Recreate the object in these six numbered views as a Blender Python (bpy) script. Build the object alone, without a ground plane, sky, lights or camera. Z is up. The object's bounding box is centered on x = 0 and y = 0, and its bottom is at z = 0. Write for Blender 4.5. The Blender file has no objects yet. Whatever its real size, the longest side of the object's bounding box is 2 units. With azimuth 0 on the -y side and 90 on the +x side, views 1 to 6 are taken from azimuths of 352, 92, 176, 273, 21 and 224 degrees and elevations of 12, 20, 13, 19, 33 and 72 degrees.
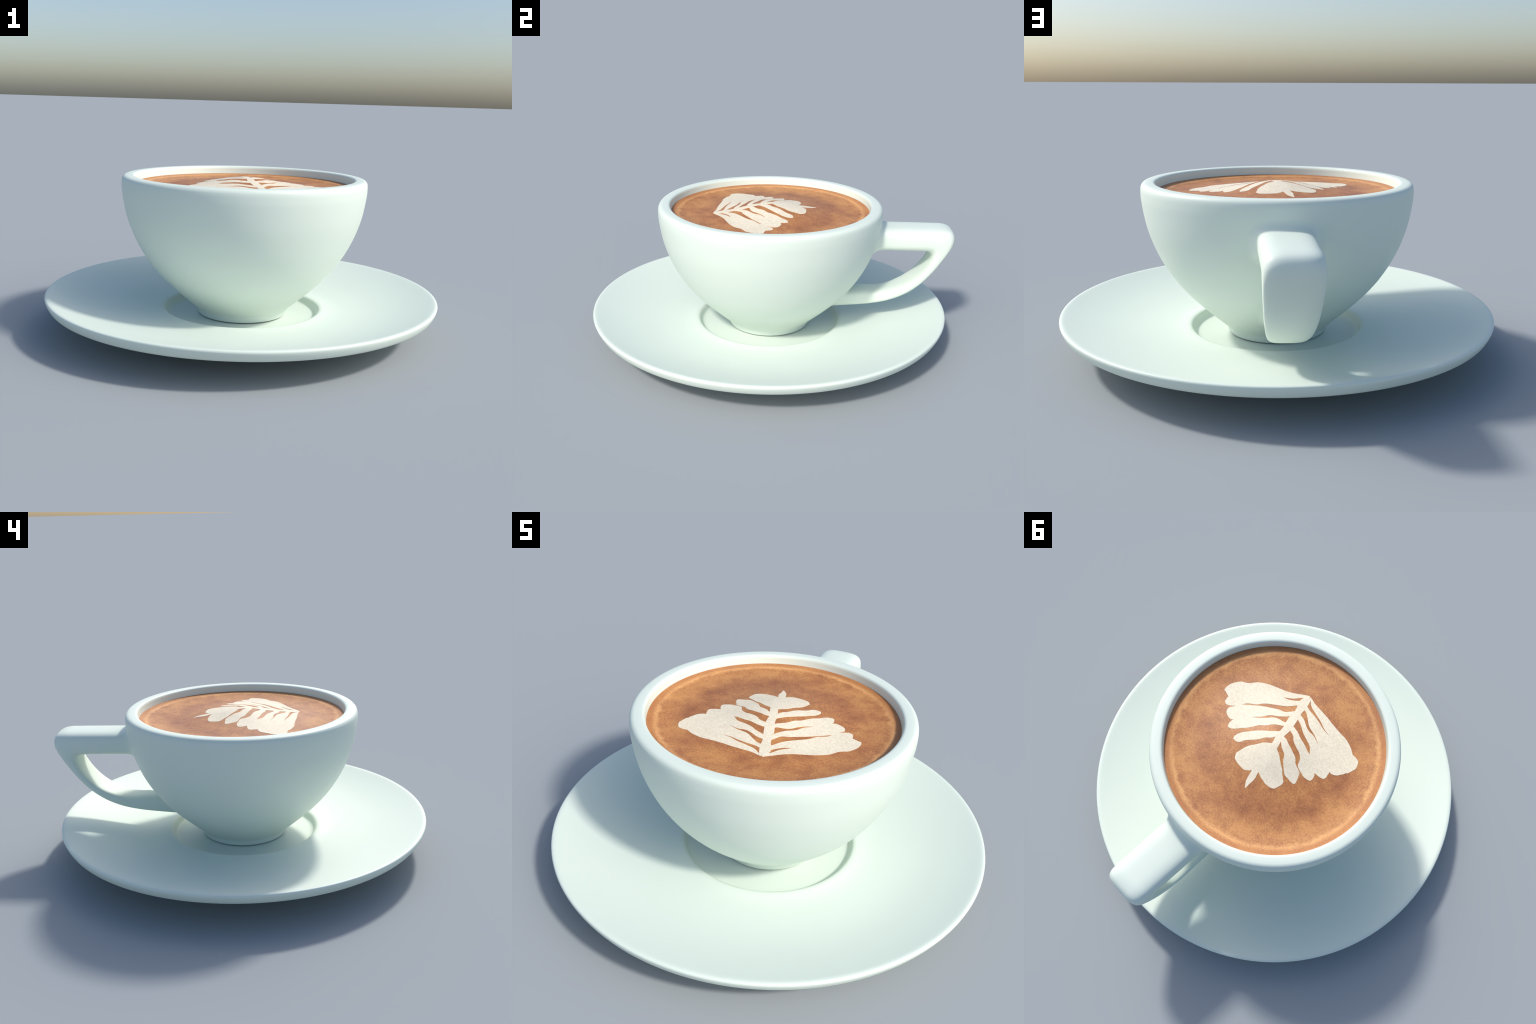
"""Latte in a white porcelain cup on a matching saucer.

Everything round is a lathe of a hand-placed profile; the handle is a loft of
rounded-rectangle sections that flares into the bowl through a Bezier fillet;
the milk fern is a set of thin lobes, each lofted along its own curved spine.
"""
import math
import bpy

AXIS = (0.0006, -0.0113)          # common axis of cup and saucer
SEG = 144                         # steps round a lathe


# ------------------------------------------------------------------ helpers
def spline(points, per=6):
    """Catmull-Rom through 2-D points (chord-length knots, so no overshoot)."""
    pts = [tuple(map(float, p)) for p in points]
    first = tuple(2 * a - b for a, b in zip(pts[0], pts[1]))
    last = tuple(2 * a - b for a, b in zip(pts[-1], pts[-2]))
    pts = [first] + pts + [last]
    out = []
    for i in range(1, len(pts) - 2):
        p = pts[i - 1:i + 3]
        k = [0.0]
        for a, b in zip(p, p[1:]):
            k.append(k[-1] + max(math.dist(a, b), 1e-6) ** 0.5)
        for s in range(per):
            u = k[1] + (k[2] - k[1]) * s / per

            def mix(a, b, ka, kb):
                w = (u - ka) / (kb - ka)
                return tuple(x + (y - x) * w for x, y in zip(a, b))
            a1, a2, a3 = (mix(p[j], p[j + 1], k[j], k[j + 1]) for j in range(3))
            b1, b2 = mix(a1, a2, k[0], k[2]), mix(a2, a3, k[1], k[3])
            out.append(mix(b1, b2, k[1], k[2]))
    out.append(pts[-2])
    return out


def profile(*pieces, per=6):
    """Splined pieces joined end to end: a kink stays at each joint."""
    line = []
    for piece in pieces:
        part = spline(piece, per)
        line += part[1:] if line else part
    return line


def interp(x, xs, ys):
    if x <= xs[0]:
        return ys[0]
    for i in range(len(xs) - 1):
        if x <= xs[i + 1]:
            return ys[i] + (ys[i + 1] - ys[i]) * (x - xs[i]) / (xs[i + 1] - xs[i])
    return ys[-1]


def make_mesh(name, verts, faces, material, smooth=True):
    me = bpy.data.meshes.new(name)
    me.from_pydata(verts, [], faces)
    me.update()
    me.polygons.foreach_set("use_smooth", [smooth] * len(me.polygons))
    me.materials.append(material)
    ob = bpy.data.objects.new(name, me)
    bpy.context.scene.collection.objects.link(ob)
    return ob


def lathe(name, line, material, seg=SEG):
    """Turn a (radius, height) line about the z axis; ends on the axis close it."""
    verts, faces, rows = [], [], []
    for r, z in line:
        if r < 1e-6:
            rows.append([len(verts)])
            verts.append((0.0, 0.0, z))
        else:
            rows.append(list(range(len(verts), len(verts) + seg)))
            verts += [(r * math.cos(2 * math.pi * j / seg),
                       r * math.sin(2 * math.pi * j / seg), z) for j in range(seg)]
    for a, b in zip(rows, rows[1:]):
        for j in range(seg):
            k = (j + 1) % seg
            if len(a) == 1:
                faces.append((a[0], b[k], b[j]))
            elif len(b) == 1:
                faces.append((a[j], a[k], b[0]))
            else:
                faces.append((a[j], a[k], b[k], b[j]))
    return make_mesh(name, verts, faces, material)


def parent(child, to):
    child.parent = to


# ---------------------------------------------------------------- materials
class Nodes:
    def __init__(self, name):
        self.mat = bpy.data.materials.new(name)
        self.mat.use_nodes = True
        self.tree = self.mat.node_tree
        self.bsdf = self.tree.nodes["Principled BSDF"]
        self.coord = self.add("ShaderNodeTexCoord").outputs["Object"]

    def add(self, kind, **props):
        n = self.tree.nodes.new(kind)
        for k, v in props.items():
            setattr(n, k, v)
        return n

    def link(self, a, b):
        self.tree.links.new(a, b)

    def noise(self, scale, detail=3.0, rough=0.5, offset=(0, 0, 0)):
        m = self.add("ShaderNodeMapping")
        m.inputs["Location"].default_value = offset
        self.link(self.coord, m.inputs["Vector"])
        n = self.add("ShaderNodeTexNoise")
        n.inputs["Scale"].default_value = scale
        n.inputs["Detail"].default_value = detail
        n.inputs["Roughness"].default_value = rough
        self.link(m.outputs["Vector"], n.inputs["Vector"])
        return n.outputs["Fac"]

    def math(self, op, a, b=0.0, clamp=False):
        n = self.add("ShaderNodeMath", operation=op, use_clamp=clamp)
        for s, v in zip(n.inputs, (a, b)):
            if isinstance(v, (int, float)):
                s.default_value = v
            else:
                self.link(v, s)
        return n.outputs[0]

    def ramp(self, fac, *stops):
        n = self.add("ShaderNodeValToRGB")
        els = n.color_ramp.elements
        while len(els) < len(stops):
            els.new(0.5)
        for e, (p, c) in zip(els, stops):
            e.position = p
            e.color = (*c, 1.0) if isinstance(c, tuple) else (c, c, c, 1.0)
        self.link(fac, n.inputs["Fac"])
        return n.outputs["Color"]

    def mix(self, fac, a, b, blend="MIX"):
        n = self.add("ShaderNodeMix", data_type="RGBA", blend_type=blend)
        for s, v in ((n.inputs[0], fac), (n.inputs[6], a), (n.inputs[7], b)):
            if isinstance(v, (int, float)):
                s.default_value = v
            elif isinstance(v, tuple):
                s.default_value = (*v, 1.0)
            else:
                self.link(v, s)
        return n.outputs[2]

    def radius(self):
        s = self.add("ShaderNodeSeparateXYZ")
        self.link(self.coord, s.inputs[0])
        x, y = s.outputs["X"], s.outputs["Y"]
        r = self.math("SQRT", self.math("ADD", self.math("MULTIPLY", x, x), self.math("MULTIPLY", y, y)))
        return r, x, y

    def finish(self, colour, rough, specular=0.5, bump=None, strength=0.1, distance=0.002):
        if isinstance(colour, tuple):
            self.bsdf.inputs["Base Color"].default_value = (*colour, 1.0)
        else:
            self.link(colour, self.bsdf.inputs["Base Color"])
        self.bsdf.inputs["Roughness"].default_value = rough
        self.bsdf.inputs["Specular IOR Level"].default_value = specular
        if bump is not None:
            b = self.add("ShaderNodeBump")
            b.inputs["Strength"].default_value = strength
            b.inputs["Distance"].default_value = distance
            self.link(bump, b.inputs["Height"])
            self.link(b.outputs["Normal"], self.bsdf.inputs["Normal"])
        return self.mat


def porcelain():
    n = Nodes("white_porcelain")
    tint = n.ramp(n.noise(2.5, 2.0), (0.3, PORCELAIN_A), (0.7, PORCELAIN_B))
    return n.finish(tint, 0.5, 0.5)


def crema():
    n = Nodes("coffee_crema")
    r, x, y = n.radius()
    # base mottling at three sizes
    broad = n.noise(5.5, 2.0, 0.5, (3.1, 0.4, 0.0))
    mid = n.noise(22.0, 3.0, 0.55, (0.2, 5.0, 0.0))
    grain = n.noise(120.0, 3.0, 0.6)
    # a darker wandering belt about half way out
    belt = n.math("ABSOLUTE", n.math("SUBTRACT", n.math("ADD", r, n.math("MULTIPLY", n.math("SUBTRACT", broad, 0.5), 0.22)), 0.335))
    belt = n.math("SUBTRACT", 1.0, n.math("DIVIDE", belt, 0.085), True)
    tone = n.math("ADD", n.math("MULTIPLY", mid, 0.50), n.math("MULTIPLY", grain, 0.80))
    tone = n.math("ADD", tone, n.math("MULTIPLY", n.math("SUBTRACT", broad, 0.5), 0.55))
    tone = n.math("SUBTRACT", tone, n.math("MULTIPLY", belt, 0.14))
    # golden zone between that belt and the pale ring
    gold = n.math("ABSOLUTE", n.math("SUBTRACT", r, 0.450))
    gold = n.math("SUBTRACT", 1.0, n.math("DIVIDE", gold, 0.075), True)
    tone = n.math("ADD", tone, n.math("MULTIPLY", gold, 0.06))
    colour = n.ramp(tone, (0.34, CREMA_DARK), (0.59, CREMA_MID), (0.84, CREMA_LIGHT))
    # pale ring a little inside the wall, broken up by noise
    ring = n.math("ABSOLUTE", n.math("SUBTRACT", n.math("ADD", r, n.math("MULTIPLY", n.math("SUBTRACT", mid, 0.5), 0.03)), 0.506))
    ring = n.math("SUBTRACT", 1.0, n.math("DIVIDE", ring, 0.018), True)
    ring = n.math("MULTIPLY", ring, n.math("ADD", -0.15, n.math("MULTIPLY", n.noise(9.0, 3.0, 0.6, (7.0, 1.0, 0.0)), 1.9)), True)
    ring = n.math("MULTIPLY", ring, n.math("ADD", 0.35, n.math("MULTIPLY", grain, 1.0)), True)
    colour = n.mix(ring, colour, CREMA_RING)
    # richer, redder band between ring and wall
    edge = n.math("DIVIDE", n.math("SUBTRACT", r, 0.514), 0.018, True)
    colour = n.mix(n.math("MULTIPLY", edge, n.math("ADD", 0.1, n.math("MULTIPLY", n.noise(14.0, 3.0), 0.9)), True), colour, CREMA_EDGE)
    return n.finish(colour, 0.5, 0.5, grain, 0.08, 0.002)


def milk():
    n = Nodes("milk_foam")
    r, x, y = n.radius()
    grain = n.noise(105.0, 3.0, 0.6)
    mid = n.noise(24.0, 2.0)
    tone = n.math("ADD", 0.5, n.math("MULTIPLY", n.math("SUBTRACT", grain, 0.5), 1.35))
    tone = n.math("ADD", tone, n.math("MULTIPLY", n.math("SUBTRACT", mid, 0.5), 0.35))
    colour = n.ramp(tone, (0.1, MILK_DARK), (0.9, MILK_LIGHT))
    return n.finish(colour, 0.55, 0.4, grain, 0.05, 0.002)


PORCELAIN_A, PORCELAIN_B = (0.720, 0.804, 0.714), (0.730, 0.814, 0.724)
CREMA_DARK, CREMA_MID, CREMA_LIGHT = (0.305, 0.108, 0.039), (0.438, 0.175, 0.057), (0.60, 0.276, 0.088)
CREMA_RING, CREMA_EDGE = (0.76, 0.39, 0.145), (0.46, 0.175, 0.052)
MILK_DARK, MILK_LIGHT = (0.72, 0.62, 0.455), (0.95, 0.86, 0.67)

# ------------------------------------------------------------------- saucer
SAUCER = profile(
    [(0.0, 0.0655), (0.20, 0.0658), (0.345, 0.0672), (0.3700, 0.0690), (0.3815, 0.0745), (0.3880, 0.0845),
     (0.3940, 0.0945), (0.4015, 0.1015), (0.4125, 0.1044), (0.429, 0.1040), (0.460, 0.1018), (0.505, 0.1024),
     (0.57, 0.1078), (0.64, 0.1158), (0.72, 0.1285), (0.80, 0.1450), (0.88, 0.1645), (0.93, 0.1780),
     (0.956, 0.1853), (0.970, 0.1888), (0.9795, 0.1895), (0.9862, 0.1872), (0.9889, 0.1815), (0.9872, 0.1720),
     (0.981, 0.1580), (0.9735, 0.1455), (0.966, 0.1385), (0.950, 0.1330), (0.88, 0.1170),
     (0.76, 0.0900), (0.62, 0.0600), (0.52, 0.0400), (0.468, 0.0290), (0.456, 0.0200), (0.452, 0.0080),
     (0.446, 0.0015), (0.436, 0.0), (0.424, 0.0015), (0.418, 0.0080), (0.410, 0.0200), (0.385, 0.0260),
     (0.20, 0.0280), (0.0, 0.0280)])

# ---------------------------------------------------------------------- cup
BOWL_Z = [0.130, 0.200, 0.280, 0.360, 0.460, 0.580, 0.700]
BOWL_R = [0.2664, 0.3446, 0.4251, 0.4884, 0.5459, 0.5900, 0.6114]
CUP = profile(
    [(0.0, 0.082), (0.17, 0.082), (0.190, 0.078), (0.197, 0.0715), (0.205, 0.0693), (0.2165, 0.0698),
     (0.2240, 0.0735), (0.2285, 0.0820), (0.2330, 0.0920), (0.2385, 0.1025), (0.2478, 0.1130)] + list(zip(BOWL_R, BOWL_Z)) +
    [(0.6130, 0.7300), (0.6126, 0.7500), (0.6098, 0.7625), (0.6035, 0.7710), (0.5950, 0.7752), (0.5830, 0.7766),
     (0.5680, 0.7768), (0.5575, 0.7760), (0.5508, 0.7725), (0.5472, 0.7660), (0.5450, 0.7500), (0.5415, 0.7250),
     (0.530, 0.640), (0.490, 0.500), (0.420, 0.370), (0.310, 0.250), (0.200, 0.185), (0.100, 0.165), (0.0, 0.162)])


def bowl_radius(z):
    """Outer radius of the bowl at height z, read from the finished profile."""
    side = [p for p in CUP if p[1] >= 0.095 and p[0] >= 0.225]
    side = side[:max(range(len(side)), key=lambda i: side[i][1])]
    return interp(z, [p[1] for p in side], [p[0] for p in side])


def bowl_normal(p):
    r = math.hypot(p[0], p[1])
    slope = (bowl_radius(p[2] + 0.004) - bowl_radius(p[2] - 0.004)) / 0.008
    n = (p[0] / r, p[1] / r, -slope)
    m = math.sqrt(sum(c * c for c in n))
    return tuple(c / m for c in n)


# -------------------------------------------------------------------- drink
# the crema is heaped in the middle and creeps up the wall at its rim
CREMA = profile(
    [(0.0, 0.7710), (0.020, 0.7701), (0.045, 0.7680), (0.070, 0.7650), (0.100, 0.7605), (0.127, 0.7550),
     (0.165, 0.7475), (0.200, 0.7413), (0.240, 0.7360), (0.290, 0.7308), (0.340, 0.7270), (0.400, 0.7245),
     (0.450, 0.7255), (0.490, 0.7288), (0.515, 0.7320), (0.5425, 0.7358)], per=4)


def crema_height(r):
    return interp(r, [p[0] for p in CREMA], [p[1] for p in CREMA])


# ------------------------------------------------------------------- handle
# side view: outer contour and inner contour in (y, z), matched station by
# station from the bowl end of the top bar round to the bowl end of the arm
HANDLE_OUTER = [(0.70, 0.662), (0.80, 0.662), (0.89, 0.6615), (0.945, 0.6600), (0.982, 0.648), (0.9988, 0.622),
                (0.997, 0.586), (0.974, 0.539), (0.938, 0.480), (0.891, 0.411), (0.828, 0.338), (0.748, 0.275),
                (0.656, 0.232), (0.560, 0.208), (0.490, 0.198)]
HANDLE_INNER = [(0.70, 0.535), (0.77, 0.535), (0.825, 0.5345), (0.850, 0.5325), (0.865, 0.525), (0.873, 0.512),
                (0.874, 0.494), (0.866, 0.470), (0.848, 0.439), (0.816, 0.398), (0.766, 0.355), (0.704, 0.320),
                (0.643, 0.298), (0.580, 0.290), (0.525, 0.291)]
HANDLE_HALF = [0.111, 0.1105, 0.110, 0.110, 0.110, 0.110, 0.109, 0.1075, 0.105, 0.101, 0.095, 0.087, 0.079, 0.073, 0.071]
RING = 48
SQUARE = 3.5                      # superellipse power of the section


def sub(a, b):
    return tuple(x - y for x, y in zip(a, b))


def add(a, b, k=1.0):
    return tuple(x + y * k for x, y in zip(a, b))


def unit(a):
    m = math.sqrt(sum(c * c for c in a)) or 1.0
    return tuple(c / m for c in a)


def dot(a, b):
    return sum(x * y for x, y in zip(a, b))


def handle(material):
    outer, inner = spline(HANDLE_OUTER, 4), spline(HANDLE_INNER, 4)
    half = [w for w, _ in spline([(w, i * 0.1) for i, w in enumerate(HANDLE_HALF)], 4)]
    rings = []
    for o, i, w in zip(outer, inner, half):
        mid, arm = ((o[0] + i[0]) / 2, (o[1] + i[1]) / 2), ((o[0] - i[0]) / 2, (o[1] - i[1]) / 2)
        ring = []
        for j in range(RING):
            a = 2 * math.pi * j / RING
            c, s = math.cos(a), math.sin(a)
            x = math.copysign(abs(c) ** (2 / SQUARE), c) * w
            k = math.copysign(abs(s) ** (2 / SQUARE), s)
            ring.append((x, mid[0] + arm[0] * k - AXIS[1], mid[1] + arm[1] * k))
        rings.append(ring)

    def flare(ring, towards, reach):
        """Rings of a fillet from a bar end onto the bowl, then a hidden cap ring."""
        centre = tuple(sum(p[c] for p in ring) / RING for c in range(3))
        curves = []
        for p in ring:
            lo, hi = -0.1, 0.6
            for _ in range(50):
                t = (lo + hi) / 2
                q = add(p, towards, t)
                if math.hypot(q[0], q[1]) > bowl_radius(q[2]):
                    lo = t
                else:
                    hi = t
            hit = add(p, towards, lo)
            n = bowl_normal(hit)
            out = sub(p, centre)
            out = add(out, towards, -dot(out, towards))
            out = unit(out)
            f = reach(out)
            e = unit(add(out, n, -dot(out, n)))
            end = add(hit, e, f)
            m = math.hypot(end[0], end[1])
            r = bowl_radius(end[2]) - 0.0003
            end = (end[0] * r / m, end[1] * r / m, end[2])
            start = add(hit, towards, -f)
            curve = []
            for s in range(13):
                u = s / 12
                curve.append(tuple(a * (1 - u) ** 2 + 2 * b * u * (1 - u) + c * u * u
                                   for a, b, c in zip(start, hit, end)))
            curve.append(add(end, n, -0.02))
            curves.append(curve)
        return [[c[s] for c in curves] for s in range(14)]

    top = flare(rings[0], (0.0, -1.0, 0.0), lambda o: 0.054)
    low = flare(rings[-1], unit((0.0, -1.0, -0.09)), lambda o: 0.042)
    rows = top[::-1] + rings + low
    verts = [p for row in rows for p in row]
    faces = []
    for a in range(len(rows) - 1):
        for j in range(RING):
            k = (j + 1) % RING
            faces.append((a * RING + j, a * RING + k, (a + 1) * RING + k, (a + 1) * RING + j))
    faces.append(tuple(range(RING))[::-1])
    faces.append(tuple(range((len(rows) - 1) * RING, len(rows) * RING)))
    ob = make_mesh("handle", verts, faces, material)
    me = ob.data
    # where the fillet lands it takes the bowl's own normals: no visible seam
    normals = [(0.0, 0.0, 0.0)] * len(verts)
    for row in (1, len(rows) - 2):
        for j in range(RING):
            normals[row * RING + j] = bowl_normal(verts[row * RING + j])
    me.normals_split_custom_set_from_vertices(normals)
    return ob


# ------------------------------------------------------------ milk fern art
# each lobe: spine from the stem outwards, then half-widths to either side at
# the stations below, all in millimetres on the coffee disc
STATIONS = [0, .1, .2, .3, .4, .5, .6, .7, .78, .86, .92, .96, .985]
LOBES = [
    ("foam_leaf", [(71, -304), (148, -237), (239, -170), (326, -88), (396, -21)],
     [9, 13, 16, 22, 32, 43, 50, 43, 50, 44, 35, 23, 12],
     [6, 6, 15, 16, 30, 41, 47, 46, 45, 44, 43, 21, 5]),
    ("foam_leaf", [(78, -255), (137, -197), (219, -133), (289, -54), (346, 20)],
     [9, 9, 13, 24, 28, 27, 30, 28, 27, 27, 27, 22, 11],
     [15, 19, 24, 25, 26, 27, 32, 23, 26, 30, 26, 21, 15]),
    ("foam_leaf", [(53, -193), (101, -139), (175, -75), (245, -4), (301, 50)],
     [12, 9, 8, 20, 25, 30, 34, 38, 39, 30, 26, 22, 14],
     [16, 17, 19, 19, 18, 30, 31, 35, 39, 43, 42, 30, 16]),
    ("foam_leaf", [(33, -122), (86, -86), (143, -26), (198, 37), (238, 98)],
     [9, 5, 14, 21, 18, 21, 26, 27, 29, 28, 23, 15, 6],
     [11, 18, 19, 19, 24, 21, 27, 30, 27, 26, 22, 17, 11]),
    ("foam_leaf", [(18, -61), (45, -27), (90, 24), (135, 76), (169, 124)],
     [16, 12, 15, 16, 20, 22, 23, 22, 23, 20, 16, 11, 4],
     [1, 11, 16, 20, 18, 24, 25, 23, 23, 26, 23, 16, 6]),
    ("foam_leaf", [(-18, 23), (-4, 53), (19, 113), (61, 159), (89, 185)],
     [32, 38, 45, 53, 59, 62, 62, 54, 44, 36, 30, 26, 16],
     [3, 28, 33, 39, 46, 56, 63, 60, 47, 33, 23, 14, 8]),
    ("foam_leaf", [(0, 24), (-24, 52), (-67, 99), (-124, 131), (-159, 153)],
     [4, 33, 36, 42, 51, 57, 54, 46, 41, 30, 22, 13, 1],
     [25, 29, 37, 44, 51, 56, 56, 50, 48, 45, 32, 13, 1]),
    ("foam_tip", [(-25, 128), (-28, 146), (-37, 182), (-45, 219), (-56, 252)],
     [2, 14, 17, 16, 17, 17, 16, 14, 12, 8, 5, 3, 2],
     [16, 16, 16, 16, 15, 17, 17, 15, 11, 8, 6, 4, 3]),
    ("foam_leaf", [(3, -39), (-42, -27), (-100, 4), (-157, 39), (-204, 68)],
     [5, 9, 17, 19, 17, 28, 33, 36, 35, 24, 17, 11, 6],
     [17, 21, 19, 21, 27, 32, 27, 33, 37, 27, 19, 12, 8]),
    ("foam_leaf", [(14, -114), (-43, -100), (-121, -73), (-187, -35), (-244, 1)],
     [12, 10, 11, 22, 24, 21, 26, 43, 39, 32, 24, 15, 6],
     [16, 19, 19, 17, 20, 22, 32, 38, 38, 31, 26, 18, 11]),
    ("foam_leaf", [(39, -182), (-34, -166), (-126, -137), (-211, -92), (-282, -55)],
     [2, 6, 10, 19, 21, 20, 31, 34, 42, 35, 25, 15, 6],
     [20, 22, 15, 11, 21, 23, 30, 37, 39, 38, 36, 22, 14]),
    ("foam_leaf", [(52, -242), (-32, -222), (-140, -198), (-246, -162), (-312, -115)],
     [3, 4, 16, 30, 31, 38, 43, 47, 47, 42, 36, 28, 16],
     [19, 19, 24, 26, 24, 34, 36, 41, 48, 46, 46, 47, 37]),
    ("foam_leaf", [(68, -308), (-39, -278), (-156, -255), (-270, -218), (-350, -203)],
     [1, 20, 21, 21, 29, 25, 29, 32, 41, 53, 61, 50, 45],
     [1, 3, 13, 20, 22, 28, 41, 42, 34, 38, 36, 24, 12]),
    ("foam_stem", [(74, -305), (56, -225), (31, -131), (10, -35), (-13, 33)],
     [6, 26, 24, 18, 23, 22, 16, 17, 17, 16, 18, 20, 21],
     [13, 18, 21, 17, 19, 21, 22, 16, 18, 18, 18, 17, 17]),
]


def lobe(name, spine, left, right, level, material):
    centre = spline(spine, 40)
    count = len(centre)
    line = [(s * 400.0, w) for s, w in zip(STATIONS + [1.0], left + [0])]
    wl = spline(line, 8)
    wr = spline([(s * 400.0, w) for s, w in zip(STATIONS + [1.0], right + [0])], 8)
    rows = []
    for (t, a), (_, b) in zip(wl, wr):
        f = min(max(t / 400.0, 0.0), 1.0) * (count - 1)
        i = min(int(f), count - 2)
        p = tuple(u + (v - u) * (f - i) for u, v in zip(centre[i], centre[i + 1]))
        lo, hi = centre[max(i - 8, 0)], centre[min(i + 9, count - 1)]
        d = unit(sub(hi, lo))
        n = (-d[1], d[0])
        rows.append((add(p, n, -max(a, 0.2)), add(p, n, max(b, 0.2))))
    # a thin draped sheet: bottom edge, top edge, samples across, top edge, bottom edge
    across = [k / 18 for k in range(19)]
    lift = 0.0006 + level * 0.00003
    verts, faces = [], []
    for a, b in rows:
        a, b = [tuple(c / 1000.0 for c in q) for q in (a, b)]
        strip = []
        for f in across:
            p = add(a, sub(b, a), f)
            z = crema_height(math.hypot(*p))
            strip.append((*p, z + lift))
        under = [(*p[:2], p[2] - lift - 0.003) for p in (strip[-1], strip[0])]
        verts += strip + under
    wide = len(across) + 2
    for r in range(len(rows) - 1):
        s = r * wide
        for k in range(wide):
            m = (k + 1) % wide
            faces.append((s + k, s + wide + k, s + wide + m, s + m))
    faces.append(tuple(range(wide)))
    faces.append(tuple(range(len(verts) - wide, len(verts)))[::-1])
    ob = make_mesh(name, verts, faces, material)
    me = ob.data
    me.set_sharp_from_angle(angle=math.radians(50))
    return ob


# ----------------------------------------------------------------- assembly
white, brown, cream = porcelain(), crema(), milk()

saucer = lathe("saucer", SAUCER[::-1], white)
saucer.location = (AXIS[0], AXIS[1], 0.0)
saucer["label"] = "wide white porcelain saucer with a sunken well"
saucer["category"] = "saucer"

cup = bpy.data.objects.new("coffee_cup", None)
bpy.context.scene.collection.objects.link(cup)
cup.location = (AXIS[0], AXIS[1], 0.0)
cup["label"] = "white porcelain cup of latte with fern foam art"
cup["category"] = "coffee cup"

body = lathe("cup_body", CUP, white)
parent(body, cup)
grip = handle(white)
parent(grip, cup)

drink = lathe("coffee", [(0.0, 0.60), (0.500, 0.60), (0.514, 0.66), (0.528, 0.71)] + CREMA[::-1], brown)
drink.data.set_sharp_from_angle(angle=math.radians(50))
parent(drink, cup)
for level, (kind, spine, left, right) in enumerate(LOBES):
    parent(lobe(kind, spine, left, right, level, cream), drink)
